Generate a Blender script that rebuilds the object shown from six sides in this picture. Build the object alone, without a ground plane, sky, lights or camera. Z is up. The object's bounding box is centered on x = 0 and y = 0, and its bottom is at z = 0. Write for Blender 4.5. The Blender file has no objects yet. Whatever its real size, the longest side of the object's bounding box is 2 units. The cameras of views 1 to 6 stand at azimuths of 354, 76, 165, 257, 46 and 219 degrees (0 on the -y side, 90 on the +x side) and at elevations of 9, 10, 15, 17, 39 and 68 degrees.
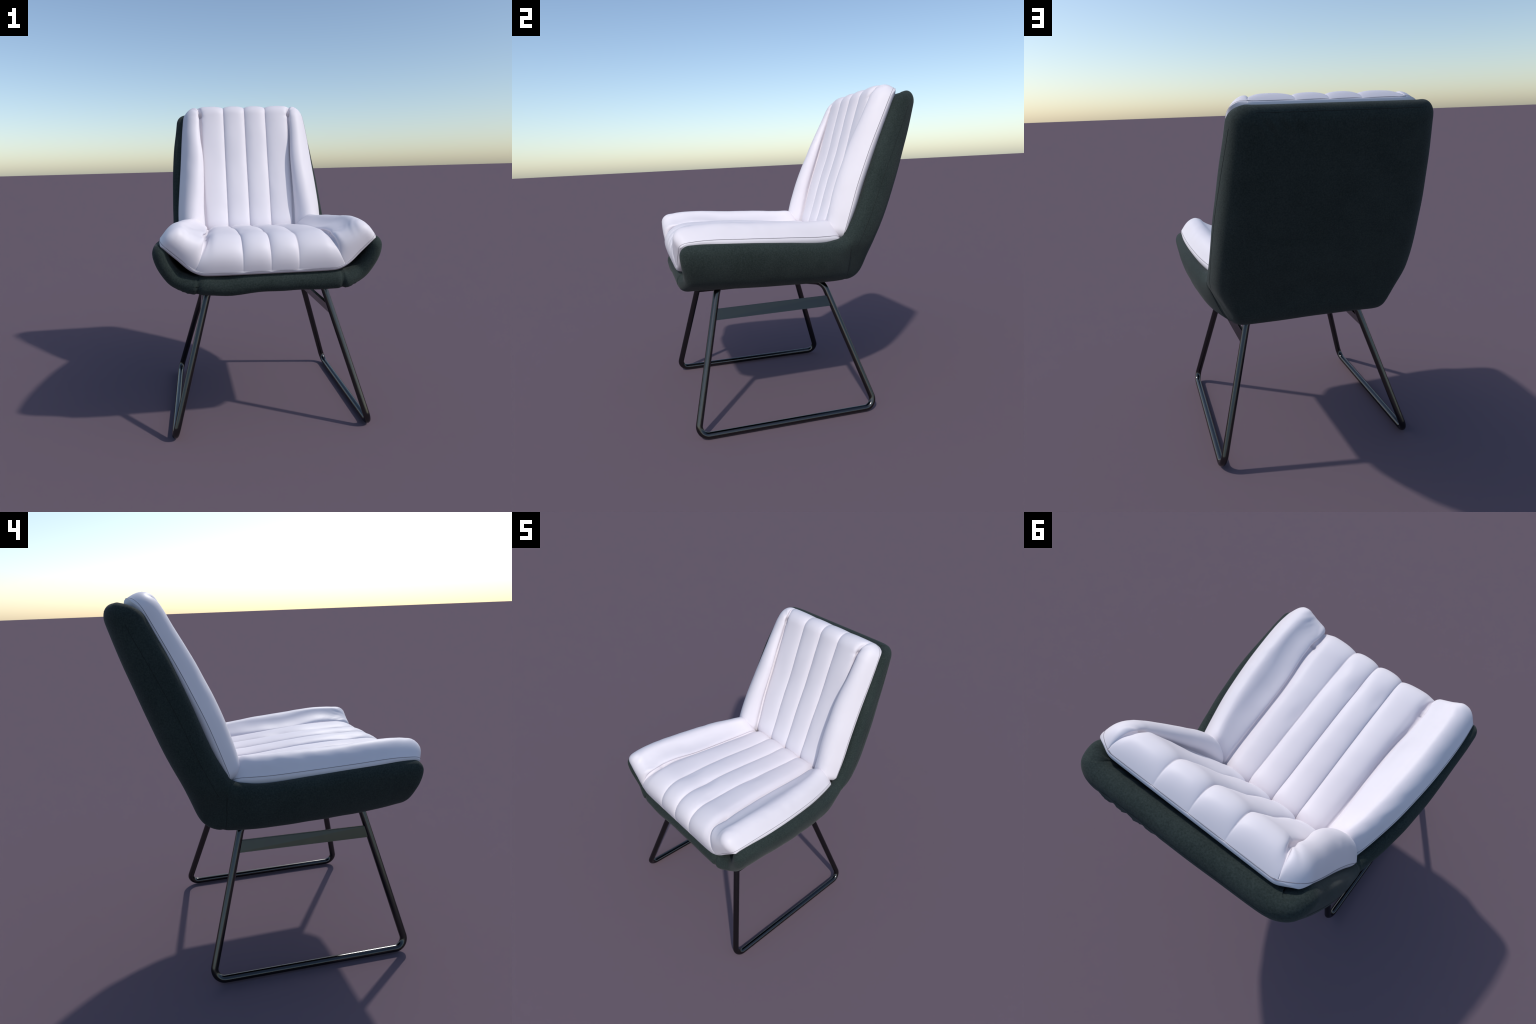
"""Upholstered side chair: dark felt shell, white channel-tufted cushions, black tube frame."""
import bpy, math
import numpy as np
from mathutils import Vector

rng = np.random.default_rng(7)

# ------------------------------------------------------------------ maths helpers
def pchip(xs, ys, x):
    """Monotone cubic interpolation of ys (n,k) given at xs, evaluated at x (m,)."""
    xs = np.asarray(xs, float); ys = np.asarray(ys, float)
    if ys.ndim == 1:
        ys = ys[:, None]
    h = np.diff(xs)[:, None]
    d = np.diff(ys, axis=0) / h
    m = np.zeros_like(ys)
    m[0], m[-1] = d[0], d[-1]
    w1 = 2 * h[1:] + h[:-1]; w2 = h[1:] + 2 * h[:-1]
    ok = d[:-1] * d[1:] > 0
    with np.errstate(divide='ignore', invalid='ignore'):
        hm = (w1 + w2) / (w1 / d[:-1] + w2 / d[1:])
    m[1:-1] = np.where(ok, hm, 0)
    x = np.clip(np.asarray(x, float), xs[0], xs[-1])
    i = np.clip(np.searchsorted(xs, x) - 1, 0, len(xs) - 2)
    t = ((x - xs[i]) / (xs[i + 1] - xs[i]))[:, None]; hh = h[i]
    return ((2*t**3 - 3*t**2 + 1) * ys[i] + (t**3 - 2*t**2 + t) * hh * m[i]
            + (-2*t**3 + 3*t**2) * ys[i + 1] + (t**3 - t**2) * hh * m[i + 1])

def gauss(arr, s):
    """Gaussian smoothing along axis 0 (s in samples), ends extended by reflection about the end value."""
    r = int(4 * s) + 1
    k = np.exp(-0.5 * (np.arange(-r, r + 1) / s) ** 2); k /= k.sum()
    a = np.asarray(arr, float)
    one = a.ndim == 1
    if one: a = a[:, None]
    n = len(a)
    lo = 2 * a[0] - a[np.clip(np.arange(r, 0, -1), 0, n - 1)]
    hi = 2 * a[-1] - a[np.clip(n - 2 - np.arange(r), 0, n - 1)]
    p = np.vstack([lo, a, hi])
    out = np.stack([np.convolve(p[:, c], k, 'valid') for c in range(a.shape[1])], 1)
    return out[:, 0] if one else out

def smoothstep(a, b, x):
    t = np.clip((x - a) / (b - a), 0, 1)
    return t * t * (3 - 2 * t)

def lump(p, seed, freq):
    """Smooth pseudo noise: sum of seeded sines of position (n,...,3) -> about [-1, 1]."""
    g = np.random.default_rng(seed)
    out = 0
    for k in range(7):
        d = g.normal(size=3); d /= np.linalg.norm(d)
        out = out + np.sin((p @ d) * freq * g.uniform(.6, 1.6) + g.uniform(0, 6.28))
    return out / 4.0

class Stations:
    """Named quantities given at stations, smoothly interpolated over 0..1."""
    def __init__(self, pos, table, smooth=6, n=601):
        pos = np.asarray(pos, float)
        self.g = np.linspace(0, 1, n)
        self.v = (pos - pos[0]) / (pos[-1] - pos[0])
        self.t = {k: gauss(pchip(self.v, np.asarray(v, float), self.g)[:, 0], smooth)
                  for k, v in table.items()}
    def __call__(self, k, v):
        return np.interp(v, self.g, self.t[k])

def half_to_section(half, n=241):
    """Right-hand half section [(x, h)...] -> mirrored polyline, evenly spaced by arc length."""
    half = np.asarray(half, float)
    full = np.vstack([half[:0:-1] * [-1, 1], half])
    s = np.r_[0, np.cumsum(np.linalg.norm(np.diff(full, axis=0), axis=1))]
    q = pchip(s, full, np.linspace(0, s[-1], 4 * n))
    q = gauss(q, 10)
    s = np.r_[0, np.cumsum(np.linalg.norm(np.diff(q, axis=0), axis=1))]
    u = np.linspace(0, s[-1], n)
    return np.stack([np.interp(u, s, q[:, 0]), np.interp(u, s, q[:, 1])], 1), s[-1]

# ------------------------------------------------------------------ pillow builder
def edge_spacing(length, r0, r1, ne, nm):
    """0..length, dense towards both ends so that rounded edges resolve well."""
    th = np.r_[0, 0.012, np.linspace(0, np.pi / 2, ne + 1)[1:]]
    a = r0 * (1 - np.cos(th)); b = length - r1 * (1 - np.cos(th))
    return np.r_[a, np.linspace(a[-1], b[-1], nm + 1)[1:-1], b[::-1]]

class Pillow:
    """A stuffed panel: a base sheet row(v) -> section in space, with a top and a bottom skin that
    meet in a seam all round.  cols are arranged so that channel seams follow vertex columns."""
    def __init__(self, row, length, r_end, r_start, r_side, pc, pe, knots, ne=12, nm=120, per=22, dirsmooth=0, r_start_side=None):
        L = length
        r_start_side = r_start_side or r_start
        self.d0 = edge_spacing(L, r_start, r_end, ne, nm)
        vs = self.d0 / L
        nv = len(vs)
        base, nrm, arc = [], [], []
        eps = 2e-3
        for v in vs:
            P, w = row(v)
            Pa, _ = row(min(v + eps, 1)); Pb, _ = row(max(v - eps, 0))
            tv = Pa - Pb
            tu = np.gradient(P, axis=0)
            n = np.cross(tu, tv); n /= np.linalg.norm(n, axis=1)[:, None]
            if dirsmooth:
                n = gauss(n, dirsmooth / (w / (len(P) - 1))); n /= np.linalg.norm(n, axis=1)[:, None]
            base.append(P); nrm.append(n); arc.append(w / 2)
        self.arc = np.array(arc)
        # columns
        qs = np.maximum(0, 1 - self.d0 / r_start_side); qe = np.maximum(0, 1 - (L - self.d0) / r_end)
        qv = np.maximum(qs, qe)
        lim = self.arc - r_side * (1 - (np.clip(1 - qv ** pc, 0, 1)) ** (1 / pc))
        S = []
        for j, v in enumerate(vs):
            k = np.r_[-lim[j], knots(v), lim[j]]
            parts = []
            for i in range(len(k) - 1):
                a, b = k[i], k[i + 1]
                t = np.linspace(0, 1, per + 1)
                t = t - 0.11 * np.sin(2 * np.pi * t) * .9
                if i == 0 or i == len(k) - 2:
                    tt = edge_spacing(1, min(.9, r_side / (b - a)), .02, ne, per)
                    t = tt if i == 0 else 1 - tt[::-1]
                parts.append(a + (b - a) * (t if i == len(k) - 2 else t[:-1]))
            S.append(np.concatenate(parts))
        S = self.S = np.array(S)
        nu = S.shape[1]
        self.B = np.zeros((nv, nu, 3)); self.N = np.zeros((nv, nu, 3))
        for j in range(nv):
            x = np.linspace(-self.arc[j], self.arc[j], len(base[j]))
            for c in range(3):
                self.B[j, :, c] = np.interp(S[j], x, base[j][:, c])
                self.N[j, :, c] = np.interp(S[j], x, nrm[j][:, c])
        self.N /= np.linalg.norm(self.N, axis=2)[..., None]
        ds = self.arc[:, None] - np.abs(S)
        self.ds = ds
        qside = np.maximum(0, 1 - ds / r_side)
        kn = np.array([knots(v)[-1] for v in vs])[:, None]
        rs = r_start + (r_start_side - r_start) * smoothstep(-.06, .07, np.abs(S) - kn)
        qv = np.maximum(np.maximum(0, 1 - self.d0[:, None] / rs), qe[:, None])
        q = np.clip((qv ** pc + qside ** pc) ** (1 / pc), 0, 1)
        q[0, :] = q[-1, :] = 1; q[:, 0] = q[:, -1] = 1
        self.q = q
        self.e = np.clip(1 - q ** pe, 0, 1) ** (1 / pe)
        self.V = np.repeat(vs[:, None], nu, 1)
        self.D = np.repeat(self.d0[:, None], nu, 1)
        self.L = L

def grid_normals(P):
    a = np.gradient(P, axis=1); b = np.gradient(P, axis=0)
    n = np.cross(a, b); l = np.linalg.norm(n, axis=2)[..., None]
    return n / np.maximum(l, 1e-12)

def blur2(A, s):
    A = gauss(A, s)
    return gauss(A.T, s).T

def closed_grid(top, bot):
    """Two skins over one grid, sharing the boundary ring -> (verts, faces)."""
    nv, nu, _ = top.shape
    idt = np.arange(nv * nu).reshape(nv, nu)
    idb = idt.copy()
    inner = np.zeros((nv, nu), bool); inner[1:-1, 1:-1] = True
    idb[inner] = nv * nu + np.arange(inner.sum())
    verts = np.vstack([top.reshape(-1, 3), bot[inner]])
    def quads(i, flip):
        q = np.stack([i[:-1, :-1], i[:-1, 1:], i[1:, 1:], i[1:, :-1]], -1).reshape(-1, 4)
        return q[:, ::-1] if flip else q
    return verts, np.vstack([quads(idt, False), quads(idb, True)]), idt, idb

# ------------------------------------------------------------------ object helpers
ROOT = bpy.data.objects.new("upholstered_chair", None)
bpy.context.scene.collection.objects.link(ROOT)
ROOT["label"] = "white channel-tufted chair with dark green shell, black sled legs"
ROOT["category"] = "chair"

def add_mesh(name, verts, faces, mat, parent=ROOT, smooth=True, kind=None):
    me = bpy.data.meshes.new(name)
    me.from_pydata([tuple(v) for v in np.asarray(verts).tolist()], [], [tuple(f) for f in np.asarray(faces).tolist()]
                   if isinstance(faces, np.ndarray) else faces)
    me.update()
    me.polygons.foreach_set("use_smooth", [smooth] * len(me.polygons))
    me.materials.append(mat)
    ob = bpy.data.objects.new(name, me)
    bpy.context.scene.collection.objects.link(ob)
    ob.parent = parent
    if kind: ob["kind"] = kind
    return ob

def sweep(path, radius, sides=16, caps=True, closed=False):
    """Round tube along a polyline, parallel-transported frame."""
    p = np.asarray(path, float)
    t = np.gradient(p, axis=0); t /= np.linalg.norm(t, axis=1)[:, None]
    n = np.cross(t[0], [0.31, 0.17, 0.93]); n /= np.linalg.norm(n)
    vs = []
    ang = np.linspace(0, 2 * np.pi, sides, endpoint=False)
    for i in range(len(p)):
        n = n - t[i] * (n @ t[i]); n /= np.linalg.norm(n)
        b = np.cross(t[i], n)
        vs.append(p[i] + radius * (np.cos(ang)[:, None] * n + np.sin(ang)[:, None] * b))
    V = np.vstack(vs); F = []
    for i in range(len(p) - 1):
        for k in range(sides):
            k2 = (k + 1) % sides
            F.append((i * sides + k, i * sides + k2, (i + 1) * sides + k2, (i + 1) * sides + k))
    if caps:
        F.append(tuple(range(sides - 1, -1, -1)))
        F.append(tuple((len(p) - 1) * sides + k for k in range(sides)))
    return V, F

def fillet(points, radii, step=0.012):
    """Polyline with rounded corners, sampled."""
    P = [np.array(q, float) for q in points]
    out = [P[0]]
    for i in range(1, len(P) - 1):
        a = P[i - 1] - P[i]; b = P[i + 1] - P[i]
        a /= np.linalg.norm(a); b /= np.linalg.norm(b)
        ang = math.acos(np.clip(a @ b, -1, 1))
        r = radii[i - 1]; d = r / math.tan(ang / 2)
        bis = a + b; bis /= np.linalg.norm(bis)
        c = P[i] + bis * (r / math.sin(ang / 2))
        s = P[i] + a * d - c; e = P[i] + b * d - c
        th = math.pi - ang
        n = max(8, int(th * r / 0.006))
        for k in range(n + 1):
            f = k / n
            q = (math.sin((1 - f) * th) * s + math.sin(f * th) * e) / math.sin(th)
            out.append(c + q)
    out.append(P[-1])
    dense = [out[0]]
    for a, b in zip(out[:-1], out[1:]):
        l = np.linalg.norm(b - a); n = max(1, int(l / 0.05))
        for k in range(1, n + 1):
            dense.append(a + (b - a) * k / n)
    return np.array(dense)

# ------------------------------------------------------------------ materials
def new_mat(name):
    m = bpy.data.materials.new(name); m.use_nodes = True
    nt = m.node_tree
    return m, nt, nt.nodes["Principled BSDF"]

def node(nt, kind, **props):
    n = nt.nodes.new(kind)
    for k, v in props.items():
        if k in n.inputs: n.inputs[k].default_value = v
        else: setattr(n, k, v)
    return n

def leather():
    m, nt, b = new_mat("white_soft_leather")
    tc = node(nt, "ShaderNodeTexCoord")
    n1 = node(nt, "ShaderNodeTexNoise", Scale=3.0, Detail=3.0)
    nt.links.new(tc.outputs["Object"], n1.inputs["Vector"])
    ramp = node(nt, "ShaderNodeValToRGB")
    ramp.color_ramp.elements[0].position = .3; ramp.color_ramp.elements[1].position = .7
    ramp.color_ramp.elements[0].color = (.77, .724, .765, 1)
    ramp.color_ramp.elements[1].color = (.80, .753, .793, 1)
    nt.links.new(n1.outputs["Fac"], ramp.inputs["Fac"])
    nt.links.new(ramp.outputs["Color"], b.inputs["Base Color"])
    b.inputs["Roughness"].default_value = .5
    b.inputs["Specular IOR Level"].default_value = .32
    v = node(nt, "ShaderNodeTexVoronoi", Scale=420.0)
    nt.links.new(tc.outputs["Object"], v.inputs["Vector"])
    bump = node(nt, "ShaderNodeBump", Strength=.04, Distance=.001)
    nt.links.new(v.outputs["Distance"], bump.inputs["Height"])
    nt.links.new(bump.outputs["Normal"], b.inputs["Normal"])
    return m

def felt():
    m, nt, b = new_mat("dark_green_felt")
    tc = node(nt, "ShaderNodeTexCoord")
    n1 = node(nt, "ShaderNodeTexNoise", Scale=140.0, Detail=4.0, Roughness=.7)
    n2 = node(nt, "ShaderNodeTexNoise", Scale=7.0, Detail=5.0)
    for n in (n1, n2): nt.links.new(tc.outputs["Object"], n.inputs["Vector"])
    mx = node(nt, "ShaderNodeMath", operation='MULTIPLY_ADD')
    mx.inputs[1].default_value = .3
    nt.links.new(n2.outputs["Fac"], mx.inputs[0]); nt.links.new(n1.outputs["Fac"], mx.inputs[2])
    ramp = node(nt, "ShaderNodeValToRGB")
    ramp.color_ramp.elements[0].position = .46; ramp.color_ramp.elements[1].position = .84
    ramp.color_ramp.elements[0].color = (.015, .023, .0212, 1)
    ramp.color_ramp.elements[1].color = (.033, .046, .0425, 1)
    nt.links.new(mx.outputs[0], ramp.inputs["Fac"])
    nt.links.new(ramp.outputs["Color"], b.inputs["Base Color"])
    b.inputs["Roughness"].default_value = .9
    b.inputs["Specular IOR Level"].default_value = .15
    b.inputs["Sheen Weight"].default_value = .07
    b.inputs["Sheen Roughness"].default_value = .5
    bump = node(nt, "ShaderNodeBump", Strength=.4, Distance=.002)
    nt.links.new(n1.outputs["Fac"], bump.inputs["Height"])
    nt.links.new(bump.outputs["Normal"], b.inputs["Normal"])
    return m

def black_metal():
    m, nt, b = new_mat("black_lacquered_steel")
    tc = node(nt, "ShaderNodeTexCoord")
    n1 = node(nt, "ShaderNodeTexNoise", Scale=30.0, Detail=2.0)
    nt.links.new(tc.outputs["Object"], n1.inputs["Vector"])
    mr = node(nt, "ShaderNodeMapRange")
    mr.inputs["To Min"].default_value = .16; mr.inputs["To Max"].default_value = .22
    nt.links.new(n1.outputs["Fac"], mr.inputs["Value"])
    nt.links.new(mr.outputs["Result"], b.inputs["Roughness"])
    b.inputs["Base Color"].default_value = (.078, .078, .078, 1)
    b.inputs["Metallic"].default_value = 1.0
    return m

def thread(name, col):
    m, nt, b = new_mat(name)
    tc = node(nt, "ShaderNodeTexCoord")
    n1 = node(nt, "ShaderNodeTexNoise", Scale=400.0)
    nt.links.new(tc.outputs["Object"], n1.inputs["Vector"])
    mix = node(nt, "ShaderNodeMix", data_type='RGBA')
    mix.inputs["A"].default_value = (*[c * .8 for c in col], 1)
    mix.inputs["B"].default_value = (*col, 1)
    nt.links.new(n1.outputs["Fac"], mix.inputs["Factor"])
    nt.links.new(mix.outputs["Result"], b.inputs["Base Color"])
    b.inputs["Roughness"].default_value = .9
    return m

LEATHER, FELT, METAL = leather(), felt(), black_metal()
BAR = black_metal(); BAR.name = 'steel_dimmed_reflection'
BAR.node_tree.nodes['Principled BSDF'].inputs['Base Color'].default_value = (.056, .057, .056, 1)  # lacquer colour darkened so the bar's sky reflection comes out dimmer
DARK_THREAD = thread("black_thread", (.006, .008, .008))
GREY_THREAD = thread("grey_thread", (.27, .25, .28))

# ------------------------------------------------------------------ the shell
# Outer path (y, z) from the front edge of the seat to the top of the back, with the direction in which
# the wing rises from it (degrees in the y-z plane), wing height, half width, and section kind (0 seat, 1 back).
SHELL = [  #  y      z     dir   wing   half   kind  thick
    (-.752, .850,  90.0, .288, .640, 0.0, .098),
    (-.60,  .842,  90.0, .298, .645, 0.0, .098),
    (-.35,  .830,  91.0, .296, .645, 0.1, .098),
    (-.10,  .819,  94.0, .289, .629, 0.2, .098),
    (.10,   .811, 100.0, .284, .605, 0.3, .100),
    (.22,   .809, 106.0, .290, .585, 0.35, .102),
    (.302,  .809, 110.0, .303, .573, 0.4, .105),
    (.362,  .831, 115.0, .303, .565, 0.45, .108),
    (.398,  .878, 121.0, .284, .565, 0.52, .110),
    (.424,  .950, 132.0, .254, .565, 0.7, .110),
    (.464,  1.05, 148.0, .232, .562, 1.0, .110),
    (.512,  1.15, 155.0, .227, .558, 1.0, .110),
    (.599,  1.37, 158.0, .226, .546, 1.0, .110),
    (.691,  1.63, 160.5, .214, .521, 1.0, .112),
    (.742,  1.79, 162.0, .196, .503, 1.0, .114),
    (.779,  1.925, 163.0, .176, .487, 1.0, .112),
]
T = np.array(SHELL)
s_pos = np.r_[0, np.cumsum(np.linalg.norm(np.diff(T[:, :2], axis=0), axis=1))]
SH = Stations(s_pos, dict(y=T[:, 0], z=T[:, 1], d=T[:, 2], w=T[:, 3], x=T[:, 4], k=T[:, 5], t=T[:, 6]), smooth=7)
SHELL_LEN = s_pos[-1]
SEAT_SEC = np.array([(0, 0), (.28, 0), (.50, .0), (.66, .008), (.758, .075), (.857, .19), (.92, .37), (.972, .60), (.992, .80), (.985, 1)])
BACK_SEC = np.array([(0, 0), (.28, 0), (.55, .0), (.70, .004), (.80, .03), (.895, .14), (.94, .26), (.97, .44), (.985, .70), (.955, 1)])

BEND_SEC = np.array([(0, 0), (.28, 0), (.50, .0), (.67, .003), (.72, .025), (.78, .20), (.85, .43), (.93, .66), (.985, .84), (.985, 1)])
def shell_row(v):
    k = SH('k', v)
    kb = math.exp(-((SH('y', v) - .37) / .13) ** 2 - ((SH('z', v) - .82) / .15) ** 2)
    kb *= .75
    half = ((SEAT_SEC * (1 - k) + BACK_SEC * k) * (1 - kb) + BEND_SEC * kb) * [SH('x', v), SH('w', v)]
    sec, w = half_to_section(half)
    a = math.radians(SH('d', v))
    lean = -.018 * smoothstep(.45, .9, v)
    slant = .030 * math.exp(-(v * SHELL_LEN / .26) ** 2) * np.exp(-((np.abs(sec[:, 0]) - .55) / .085) ** 2)
    slant = slant + .028 * sec[:, 0] * smoothstep(.5, .9, v)
    droop = -.014 * smoothstep(.2, .42, -sec[:, 0]) * (1 - smoothstep(.05, .2, sec[:, 1])) * (1 - smoothstep(.40, .52, v)) * smoothstep(0, .12, v)
    droop = droop - .016 * np.exp(-((sec[:, 0] + .24) / .09) ** 2) * math.exp(-(v * SHELL_LEN / .12) ** 2)
    P = np.stack([sec[:, 0] + lean, slant + SH('y', v) + sec[:, 1] * math.cos(a), SH('z', v) + droop + sec[:, 1] * math.sin(a)], 1)
    # the top corners of the wings are cut back so that the rim rounds over below the cushion
    cut = .034 * smoothstep(.86, 1.0, v) * smoothstep(.25, .95, sec[:, 1] / SH('w', v))
    P[:, 1] -= .33 * cut; P[:, 2] -= .94 * cut
    return P, w

sh = Pillow(shell_row, SHELL_LEN, r_end=.075, r_start=.06, r_side=.06, pc=2.2, pe=2.1,
            knots=lambda v: np.array([-.36, 0, .36]), ne=12, nm=190, per=30)
Nrm = sh.N * np.sign((sh.N[5, sh.N.shape[1] // 2, 2]))      # inward (towards the sitter)
thick = SH('t', sh.V) * (1 - .14 * smoothstep(.40, .75, np.abs(sh.S)))
thick = thick * (1 + .13 * np.exp(-(sh.D / .16) ** 2) * (1 - smoothstep(.34, .46, np.abs(sh.S))))
out_skin = sh.B + Nrm * (thick / 2 * (1 - sh.e))[..., None]
in_skin = sh.B + Nrm * (thick / 2 * (1 + sh.e))[..., None]

# upholstery relief: gentle lumps, soft dimples along sewn lines, gathers at the corners
absS = np.abs(sh.S); rim = sh.arc[:, None] - absS
relief = .0024 * lump(sh.B, 3, 9) + .0012 * lump(sh.B, 4, 26)
v_miter = np.interp(.345, T[:, 0][:9], s_pos[:9]) / SHELL_LEN
dm = (sh.V - v_miter) * SHELL_LEN + .075 - .36 * (absS - .40)
miter = np.exp(-(dm / .012) ** 2) * smoothstep(.30, .42, absS)
relief -= .004 * miter
front_seam = np.exp(-((absS - .405) / .012) ** 2) * (1 - smoothstep(.05, .13, sh.D))
relief -= .007 * front_seam
corner = np.exp(-(((absS - .47) / .05) ** 2 + (sh.D / .10) ** 2))
relief += .0018 * corner * np.sin(absS * 210)
fold_top = np.exp(-((sh.L - sh.D - .07) / .035) ** 2) * smoothstep(.02, .2, sh.S) * (1 - smoothstep(.30, .40, sh.S))
relief += .008 * fold_top * np.sin(sh.S * 95 + (sh.L - sh.D) * 60)
# puckers of the under edge
under = np.exp(-((sh.D - .03) / .05) ** 2) * (absS < .45)
relief += .003 * under * np.sin(sh.S * 21 + 1.3) * np.sin(sh.S * 9)
out_skin -= Nrm * (relief * np.clip(sh.e * 1.6, .25, 1))[..., None]
in_skin += Nrm * (relief * np.clip(sh.e * 1.6, .25, 1) * sh.e)[..., None] * 0.5

pinch = .013 * np.exp(-((absS - .405) / .011) ** 2) * np.exp(-(sh.D / .05) ** 2)
out_skin[..., 1] += pinch; in_skin[..., 1] += pinch

def split_shell():
    """One smooth skin, cut at the mitred seam into the seat shell and the backrest shell."""
    V, F, idt, idb = closed_grid(in_skin, out_skin)
    me = bpy.data.meshes.new("whole"); me.from_pydata(V.tolist(), [], F.tolist()); me.update()
    import bmesh
    bm = bmesh.new(); bm.from_mesh(me); bmesh.ops.recalc_face_normals(bm, faces=bm.faces); bm.to_mesh(me); bm.free()
    me.polygons.foreach_set("use_smooth", [True] * len(me.polygons))
    nor = np.zeros(len(me.vertices) * 3, np.float32)
    me.vertices.foreach_get("normal", nor); nor = nor.reshape(-1, 3)
    loops = np.array([p.vertices[:] for p in me.polygons])
    jm = int(np.argmin(np.abs(sh.d0 / sh.L - v_miter)))
    rowof = np.zeros(len(V), int)
    rowof[idt.ravel()] = np.repeat(np.arange(idt.shape[0]), idt.shape[1])
    rowof[idb.ravel()] = np.repeat(np.arange(idb.shape[0]), idb.shape[1])
    for name, mask in (("seat_shell", (rowof[loops] <= jm).all(1)), ("backrest_shell", ~(rowof[loops] <= jm).all(1))):
        f = loops[mask]; used = np.unique(f); remap = -np.ones(len(V), int); remap[used] = np.arange(len(used))
        ob = add_mesh(name, V[used], remap[f], FELT)
        ob.data.normals_split_custom_set_from_vertices([tuple(x) for x in nor[used].tolist()])
    bpy.data.meshes.remove(me)
split_shell()

def skin_line(skin, pts_sd, lift=.0):
    """Follow (signed arc position, distance along path) pairs over a shell skin."""
    P = []
    for s, d in pts_sd:
        j = int(np.clip(np.searchsorted(sh.d0, d), 1, len(sh.d0) - 1))
        f = (d - sh.d0[j - 1]) / max(sh.d0[j] - sh.d0[j - 1], 1e-9)
        q = [np.array([np.interp(s, sh.S[jj], skin[jj, :, c]) for c in range(3)]) for jj in (j - 1, j)]
        P.append(q[0] * (1 - f) + q[1] * f)
    return np.array(P)

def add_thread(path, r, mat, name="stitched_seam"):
    V, F = sweep(gauss(path, 1.5), r, 6)
    return add_mesh(name, V, F, mat, kind="stuff")

dm0 = v_miter * SHELL_LEN
for sg in (-1, 1):
    # mitred seam on the side, from the rim corner down to the fold
    add_thread(skin_line(out_skin, [(sg * s, dm0 - .075 + .36 * (s - .40) - .02 * math.sin((s - .40) * 12)) for s in np.linspace(.40, .66, 40)]), .0013, DARK_THREAD)
    # long seam along the side of the back
    jj = np.linspace(dm0 + .10, SHELL_LEN - .10, 90)
    add_thread(skin_line(out_skin, [(sg * (np.interp(d / SHELL_LEN, sh.d0 / sh.L, sh.arc) - .105 + .01 * math.sin(d * 5)), d) for d in jj]), .0011, DARK_THREAD)
    # short seam across the front lip where the wing folds up
    lip = np.vstack([skin_line(out_skin, [(sg * .405, d) for d in np.linspace(.07, 0, 16)]),
                     skin_line(in_skin, [(sg * .40, d) for d in np.linspace(.002, .06, 12)])])
    add_thread(lip, .0012, DARK_THREAD)
add_thread(skin_line(out_skin, [(s, SHELL_LEN - .022) for s in np.linspace(-.38, .38, 80)]), .0011, DARK_THREAD)

# ------------------------------------------------------------------ cushions
def tube_profile(t, p=2.3, r=.6):
    return np.clip(1 - np.abs(2 * t - 1) ** p, 0, 1) ** r

def channel_coords(S, K):
    """For every vertex: tube number and position 0..1 inside it. K (nv, nk) groove positions incl. both rims."""
    idx = np.zeros(S.shape, int)
    for k in range(1, K.shape[1] - 1):
        idx += S > K[:, k:k + 1] + 1e-7
    j = np.arange(S.shape[0])[:, None]
    a = K[j, idx]; b = K[j, idx + 1]
    return idx, np.clip((S - a) / (b - a), 0, 1)

# ---- seat cushion: stations from the front seam to behind the back cushion
SEAT = [  #  y     zc    xf    xe     ze    dy_rim  Hc    Hb
    (-.747, .972, .385, .588, 1.146, .010, .197, .110),
    (-.60,  .972, .380, .597, 1.156, .005, .197, .111),
    (-.40,  .974, .372, .591, 1.146, .000, .194, .109),
    (-.10,  .978, .355, .562, 1.126, -.005, .172, .104),
    (.12,   .986, .340, .524, 1.110, -.030, .147, .100),
    (.285,  .992, .330, .488, 1.106, -.055, .138, .112),
]
C = np.array(SEAT)
ST = Stations(C[:, 0], dict(y=C[:, 0], zc=C[:, 1], xf=C[:, 2], xe=C[:, 3], ze=C[:, 4], dy=C[:, 5], hc=C[:, 6], hb=C[:, 7]), smooth=20)
def seat_row(v):
    zc, xf, xe, ze = ST('zc', v), ST('xf', v), ST('xe', v), ST('ze', v)
    half = [(0, zc), (xf * .5, zc), (xf * .93, zc + .002), (xf + .03, zc + .022), (xf + .55 * (xe - xf), zc + .53 * (ze - zc)), (xe, ze)]
    sec, w = half_to_section(half)
    rimness = smoothstep(xf * .8, xe, np.abs(sec[:, 0]))
    return np.stack([sec[:, 0], ST('y', v) + ST('dy', v) * rimness, sec[:, 1]], 1), w

SEAT_LEN = C[-1, 0] - C[0, 0]
def seat_knots(v):
    f = ST('xf', v) + .018 + .050 * math.exp(-((v - .20) / .16) ** 2)
    return np.array([-f, -.152, 0, .152, f])
sc = Pillow(seat_row, SEAT_LEN, r_end=.105, r_start=.17, r_side=.056, pc=3.0, pe=2.5,
            knots=seat_knots, ne=16, nm=110, per=24, dirsmooth=.07, r_start_side=.068)

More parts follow.
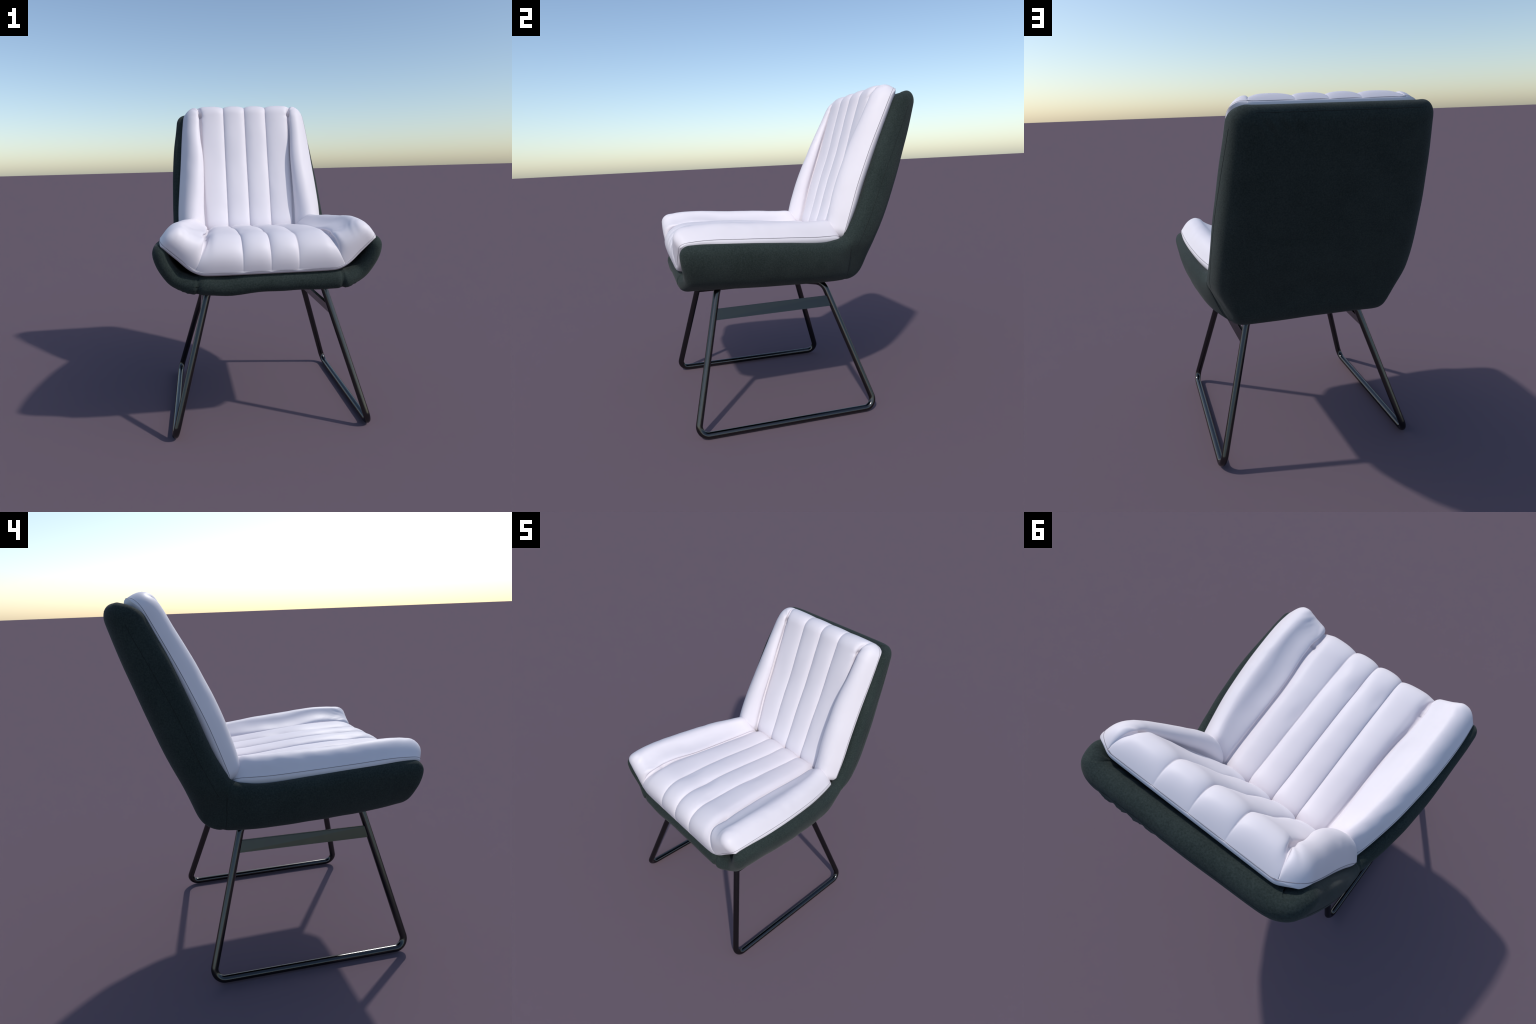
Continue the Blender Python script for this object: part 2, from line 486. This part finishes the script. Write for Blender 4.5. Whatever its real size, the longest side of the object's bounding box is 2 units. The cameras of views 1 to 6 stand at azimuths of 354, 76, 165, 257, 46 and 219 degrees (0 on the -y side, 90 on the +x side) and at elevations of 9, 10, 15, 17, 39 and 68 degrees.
def build_cushion(p, knots, hc, hb, amp, name, seed, band, groove_fold, wr, bulge, wspan, mat, outer=0.0, dip=0.0, topfade=0.0, wpre=.015):
    vs = p.d0 / p.L
    sgn = np.sign((p.N[:, p.N.shape[1] // 2, :] * UP[name]).sum(1).mean())
    N = p.N * sgn
    K0 = np.array([knots(v) for v in vs])
    f = K0[:, -1:]
    w = smoothstep(-wpre, wspan, np.abs(p.S) - f)
    H = hc(p.V) * (1 - w) + hb(p.V) * w
    H = H - dip * (1 - .45 * p.V) * np.exp(-np.abs(np.abs(p.S) - f) / .042)
    H = H + outer * np.exp(-((np.abs(p.S) - f - .16) / .07) ** 2)
    top = p.B + N * (H * p.e)[..., None]
    # the front roll leans outwards a little
    top += bulge(p)
    K = np.hstack([p.S[:, :1], K0, p.S[:, -1:]])
    idx, t = channel_coords(p.S, K)
    bol = (idx == 0) | (idx == 5)
    puff = tube_profile(t)
    tb = np.where(idx == 0, 1 - t, t)                     # bolster: 0 at groove, 1 at rim
    puff_b = tube_profile(np.clip(tb * .62, 0, .5), 2.0, .72)
    A = np.where(bol, groove_fold, amp(p.V))
    A = np.where(bol, A * (1 - topfade * (1 - smoothstep(.02, .12, p.L - p.D))), A)
    hgt = np.where(bol, puff_b * A - .75 * amp(p.V), (puff - .75) * A)
    fade = smoothstep(0, .85, p.e)
    fade = .10 + .90 * fade
    hgt = hgt * fade
    hgt += (.0022 * lump(top, seed, 11) + .0009 * lump(top, seed + 1, 34)) * smoothstep(.2, .8, p.e)
    gd = np.minimum(t, 1 - t)
    hgt += .0032 * lump(top, seed + 2, 70) * np.exp(-(gd / .16) ** 2) * smoothstep(.2, .6, p.e) * np.clip(lump(top, seed + 3, 7), 0, 1)
    hgt += wr(p, K0) * smoothstep(.35, .8, p.e)
    n2 = grid_normals(top)
    n2 *= np.sign((n2 * N).sum(2).mean())
    n2b = np.stack([blur2(n2[..., c], 1.2) for c in range(3)], 2)
    n2b /= np.linalg.norm(n2b, axis=2)[..., None]
    top = top + n2b * hgt[..., None]
    eb = np.clip(1 - np.clip(1 - p.ds / .05, 0, 1) ** 2, 0, 1) ** .5
    dd = np.minimum(p.D, p.L - p.D)
    eb = np.minimum(eb, np.clip(1 - np.clip(1 - dd / .05, 0, 1) ** 2, 0, 1) ** .5)
    bot = p.B - N * (band * (.65 + .35 * smoothstep(.08, .3, p.D)) * eb)[..., None] + bulge(p) * 0
    V, F, _, _ = closed_grid(top, bot)
    me_ob = add_mesh(name, V, F, mat)
    import bmesh
    bm = bmesh.new(); bm.from_mesh(me_ob.data); bmesh.ops.recalc_face_normals(bm, faces=bm.faces)
    bm.to_mesh(me_ob.data); bm.free()
    ring = np.vstack([top[0], top[1:, -1], top[-1, -2::-1], top[-2::-1, 0]])
    keep = np.r_[True, np.linalg.norm(np.diff(ring, axis=0), axis=1) > 2e-4]
    V, F = sweep(ring[keep], .0012, 6)
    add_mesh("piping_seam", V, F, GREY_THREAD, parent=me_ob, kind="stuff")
    return me_ob, top, K

UP = {"seat_cushion": np.array([0, 0, 1.0]), "backrest_cushion": np.array([0, -1.0, .35])}

def crease(x, y, a, b, width, depth):
    """A tapering fold line between two points of the sheet: a valley with a soft ridge beside it."""
    ax, ay = a; bx, by = b
    dx, dy = bx - ax, by - ay
    l2 = dx * dx + dy * dy
    t = np.clip(((x - ax) * dx + (y - ay) * dy) / l2, 0, 1)
    d = np.hypot(x - ax - t * dx, y - ay - t * dy)
    side = ((x - ax) * dy - (y - ay) * dx) / math.sqrt(l2)
    w = 1 - .75 * t
    return depth * w * (-np.exp(-(d / width) ** 2) + .6 * np.exp(-((side - 1.8 * width) / (1.2 * width)) ** 2 - (np.maximum(d - 4 * width, 0) / width) ** 2) * (t > 0) * (t < 1))

def seat_bulge(p):
    k = np.exp(-(p.D / .12) ** 2) * 4 * p.e * (1 - p.e * .75)
    o = np.zeros(p.B.shape); o[..., 1] = -.017 * k
    return o
def seat_wrinkles(p, K0):
    f = K0[:, -1:]
    out = 0
    for sg, s0 in ((1, .2), (-1, 1.1)):
        ds = p.S * sg - f; dv = p.D - .15
        r = np.hypot(ds, dv); th = np.arctan2(dv, ds)
        g = 1.0 if sg > 0 else .55
        for bx, by, k in ((.045, .045, 1.0), (.085, .055, .9), (.12, .09, .7), (.07, .165, .5), (-.055, .135, .5), (-.05, .19, .35)):
            out = out + crease(ds, p.D, (.006, .155), (bx, by), .0075, .0055 * g * k)
        out = out - .007 * np.exp(-(r / .045) ** 2)
        # small folds gathered at the tip of the bolster
        dt = (p.arc[:, None] - p.S * sg) - .05
        out = out + .0012 * np.exp(-((dt / .05) ** 2 + ((p.D - .06) / .05) ** 2)) * np.sin((dt + .6 * p.D) * 150 + s0)
    # short stretch marks beside the channel seams
    for s0, d0, a in ((-.152, .24, .9), (.152, .20, -.8), (0, .26, .5), (.152, .55, .6)):
        ds = p.S - s0; dv = p.D - d0
        out = out - .006 * np.exp(-((ds - .03 * a) / .03) ** 2 - (dv / .07) ** 2)
    return out
build_cushion(sc, seat_knots, lambda v: ST('hc', v), lambda v: ST('hb', v), lambda v: .024 - .006 * v,
              "seat_cushion", 21, .034, .028, seat_wrinkles, seat_bulge, .16, LEATHER, outer=.018, dip=.030)

# ---- backrest cushion: stations from the crease up to the top seam
BACK = [  #  y     z      dir    xf    xe    ne    Hc    Hb
    (.310, 1.012, 157.0, .326, .510, .100, .114, .112),
    (.365, 1.16,  157.5, .334, .510, .103, .110, .127),
    (.425, 1.34,  158.0, .340, .498, .100, .112, .141),
    (.497, 1.53,  159.0, .344, .482, .092, .114, .145),
    (.575, 1.76,  161.0, .346, .466, .064, .122, .122),
    (.650, 1.958, 162.0, .346, .445, .042, .132, .108),
]
C2 = np.array(BACK)
bpos = np.r_[0, np.cumsum(np.linalg.norm(np.diff(C2[:, :2], axis=0), axis=1))]
BK = Stations(bpos, dict(y=C2[:, 0], z=C2[:, 1], d=C2[:, 2], xf=C2[:, 3], xe=C2[:, 4], ne=C2[:, 5], hc=C2[:, 6], hb=C2[:, 7]), smooth=20)
def back_row(v):
    xf, xe, ne = BK('xf', v), BK('xe', v), BK('ne', v)
    half = [(0, 0), (xf * .6, 0), (xf * 1.02, .000), (xf + .04, .014), (xf + .55 * (xe - xf), .5 * ne), (xe, ne)]
    sec, w = half_to_section(half)
    a = math.radians(BK('d', v))
    sec = sec - [.006 * (1 - v), 0]
    up = .035 * (1 - smoothstep(0, .22, v)) * smoothstep(xf * .8, xe, np.abs(sec[:, 0]))
    return np.stack([sec[:, 0], BK('y', v) + sec[:, 1] * math.cos(a) + .4 * up, BK('z', v) + sec[:, 1] * math.sin(a) + up], 1), w
def back_knots(v):
    f = BK('xf', v) + .012 + .012 * smoothstep(.93, 1.0, v)
    return np.array([-f, -.156, 0, .156, f])
bc = Pillow(back_row, bpos[-1], r_end=.085, r_start=.125, r_side=.085, pc=2.3, r_start_side=.07, pe=2.3,
            knots=back_knots, ne=14, nm=120, per=24, dirsmooth=.035)
def back_bulge(p):
    k = np.exp(-((p.L - p.D) / .08) ** 2) * 4 * p.e * (1 - p.e * .8)
    o = np.zeros(p.B.shape); o[..., 2] = .010 * k
    return o
def back_wrinkles(p, K0):
    f = K0[:, -1:]
    out = 0
    for sg, s0 in ((1, .2), (-1, 2.1)):
        ds = p.S * sg - f; dv = (p.L - p.D) - .085
        r = np.hypot(ds, dv); th = np.arctan2(dv, ds)
        out = out - .017 * np.exp(-(r / .019) ** 2)
        out = out + crease(ds, p.L - p.D, (.0, .085), (.062, .030), .009, .008) + crease(ds, p.L - p.D, (-.004, .088), (-.05, .10), .009, .004)
        out = out + .0010 * np.exp(-((r - .045) / .03) ** 2) * np.sin(th * 6 + s0)
    # the seams wander a little; broad soft dents
    for s0, d0, a in ((.17, .42, 1), (.0, .75, .6), (-.17, .2, -.5)):
        out = out - .0022 * np.exp(-((p.S - s0 - .02 * a) / .028) ** 2 - ((p.D - d0) / .06) ** 2)
    return out
build_cushion(bc, back_knots, lambda v: BK('hc', v), lambda v: BK('hb', v), lambda v: .021 + 0 * v,
              "backrest_cushion", 31, .022, .028, back_wrinkles, back_bulge, .10, LEATHER, topfade=.45, dip=.013, wpre=.06)

# ------------------------------------------------------------------ frame
R = .0203
frame = bpy.data.objects.new("leg_frame", None)
bpy.context.scene.collection.objects.link(frame); frame.parent = ROOT
for sg in (1, -1):
    pts = [(sg * .05, -.32, .838), (sg * .339, -.509, .838), (sg * .568, -.714, R), (sg * .557, .404, R),
           (sg * .327, .163, .795), (sg * .05, -.12, .795)]
    path = fillet(pts, [.065, .055, .055, .075])
    V, F = sweep(path, R, 20)
    add_mesh("sled_leg", V, F, METAL, parent=frame)
    # flat stretcher bar between the two legs
    def on_leg(a, b, z):
        a = np.array(a); b = np.array(b); return a + (b - a) * (z - a[2]) / (b[2] - a[2])
    zc = .680; hw = .033
    f0, f1 = on_leg(pts[1], pts[2], zc - hw), on_leg(pts[1], pts[2], zc + hw)
    r0, r1 = on_leg(pts[3], pts[4], zc - hw), on_leg(pts[3], pts[4], zc + hw)
    nrm = np.cross(f1 - f0, r0 - f0); nrm /= np.linalg.norm(nrm)
    tw = np.array([sg * .0007, 0, 0]); f1 = f1 + tw; r1 = r1 + tw; f0 = f0 - tw; r0 = r0 - tw
    th = .009
    V = [q + nrm * s for s in (-th, th) for q in (f0, r0, r1, f1)]
    F = [(0, 1, 2, 3), (7, 6, 5, 4), (0, 4, 5, 1), (1, 5, 6, 2), (2, 6, 7, 3), (3, 7, 4, 0)]
    ob = add_mesh("stretcher_bar", V, F, BAR, parent=frame, smooth=False)
    import bmesh
    bm = bmesh.new(); bm.from_mesh(ob.data); bmesh.ops.recalc_face_normals(bm, faces=bm.faces)
    bmesh.ops.bevel(bm, geom=bm.edges[:], offset=.0045, segments=2, affect='EDGES')
    bm.to_mesh(ob.data); bm.free()
# mounting plate under the seat where the tubes meet
V = [(x, y, z) for z in (.788, .815) for x, y in ((-.09, -.27), (.09, -.27), (.09, -.07), (-.09, -.07))]
F = [(3, 2, 1, 0), (4, 5, 6, 7), (0, 1, 5, 4), (1, 2, 6, 5), (2, 3, 7, 6), (3, 0, 4, 7)]
add_mesh("mounting_plate", V, F, METAL, parent=frame, smooth=False)
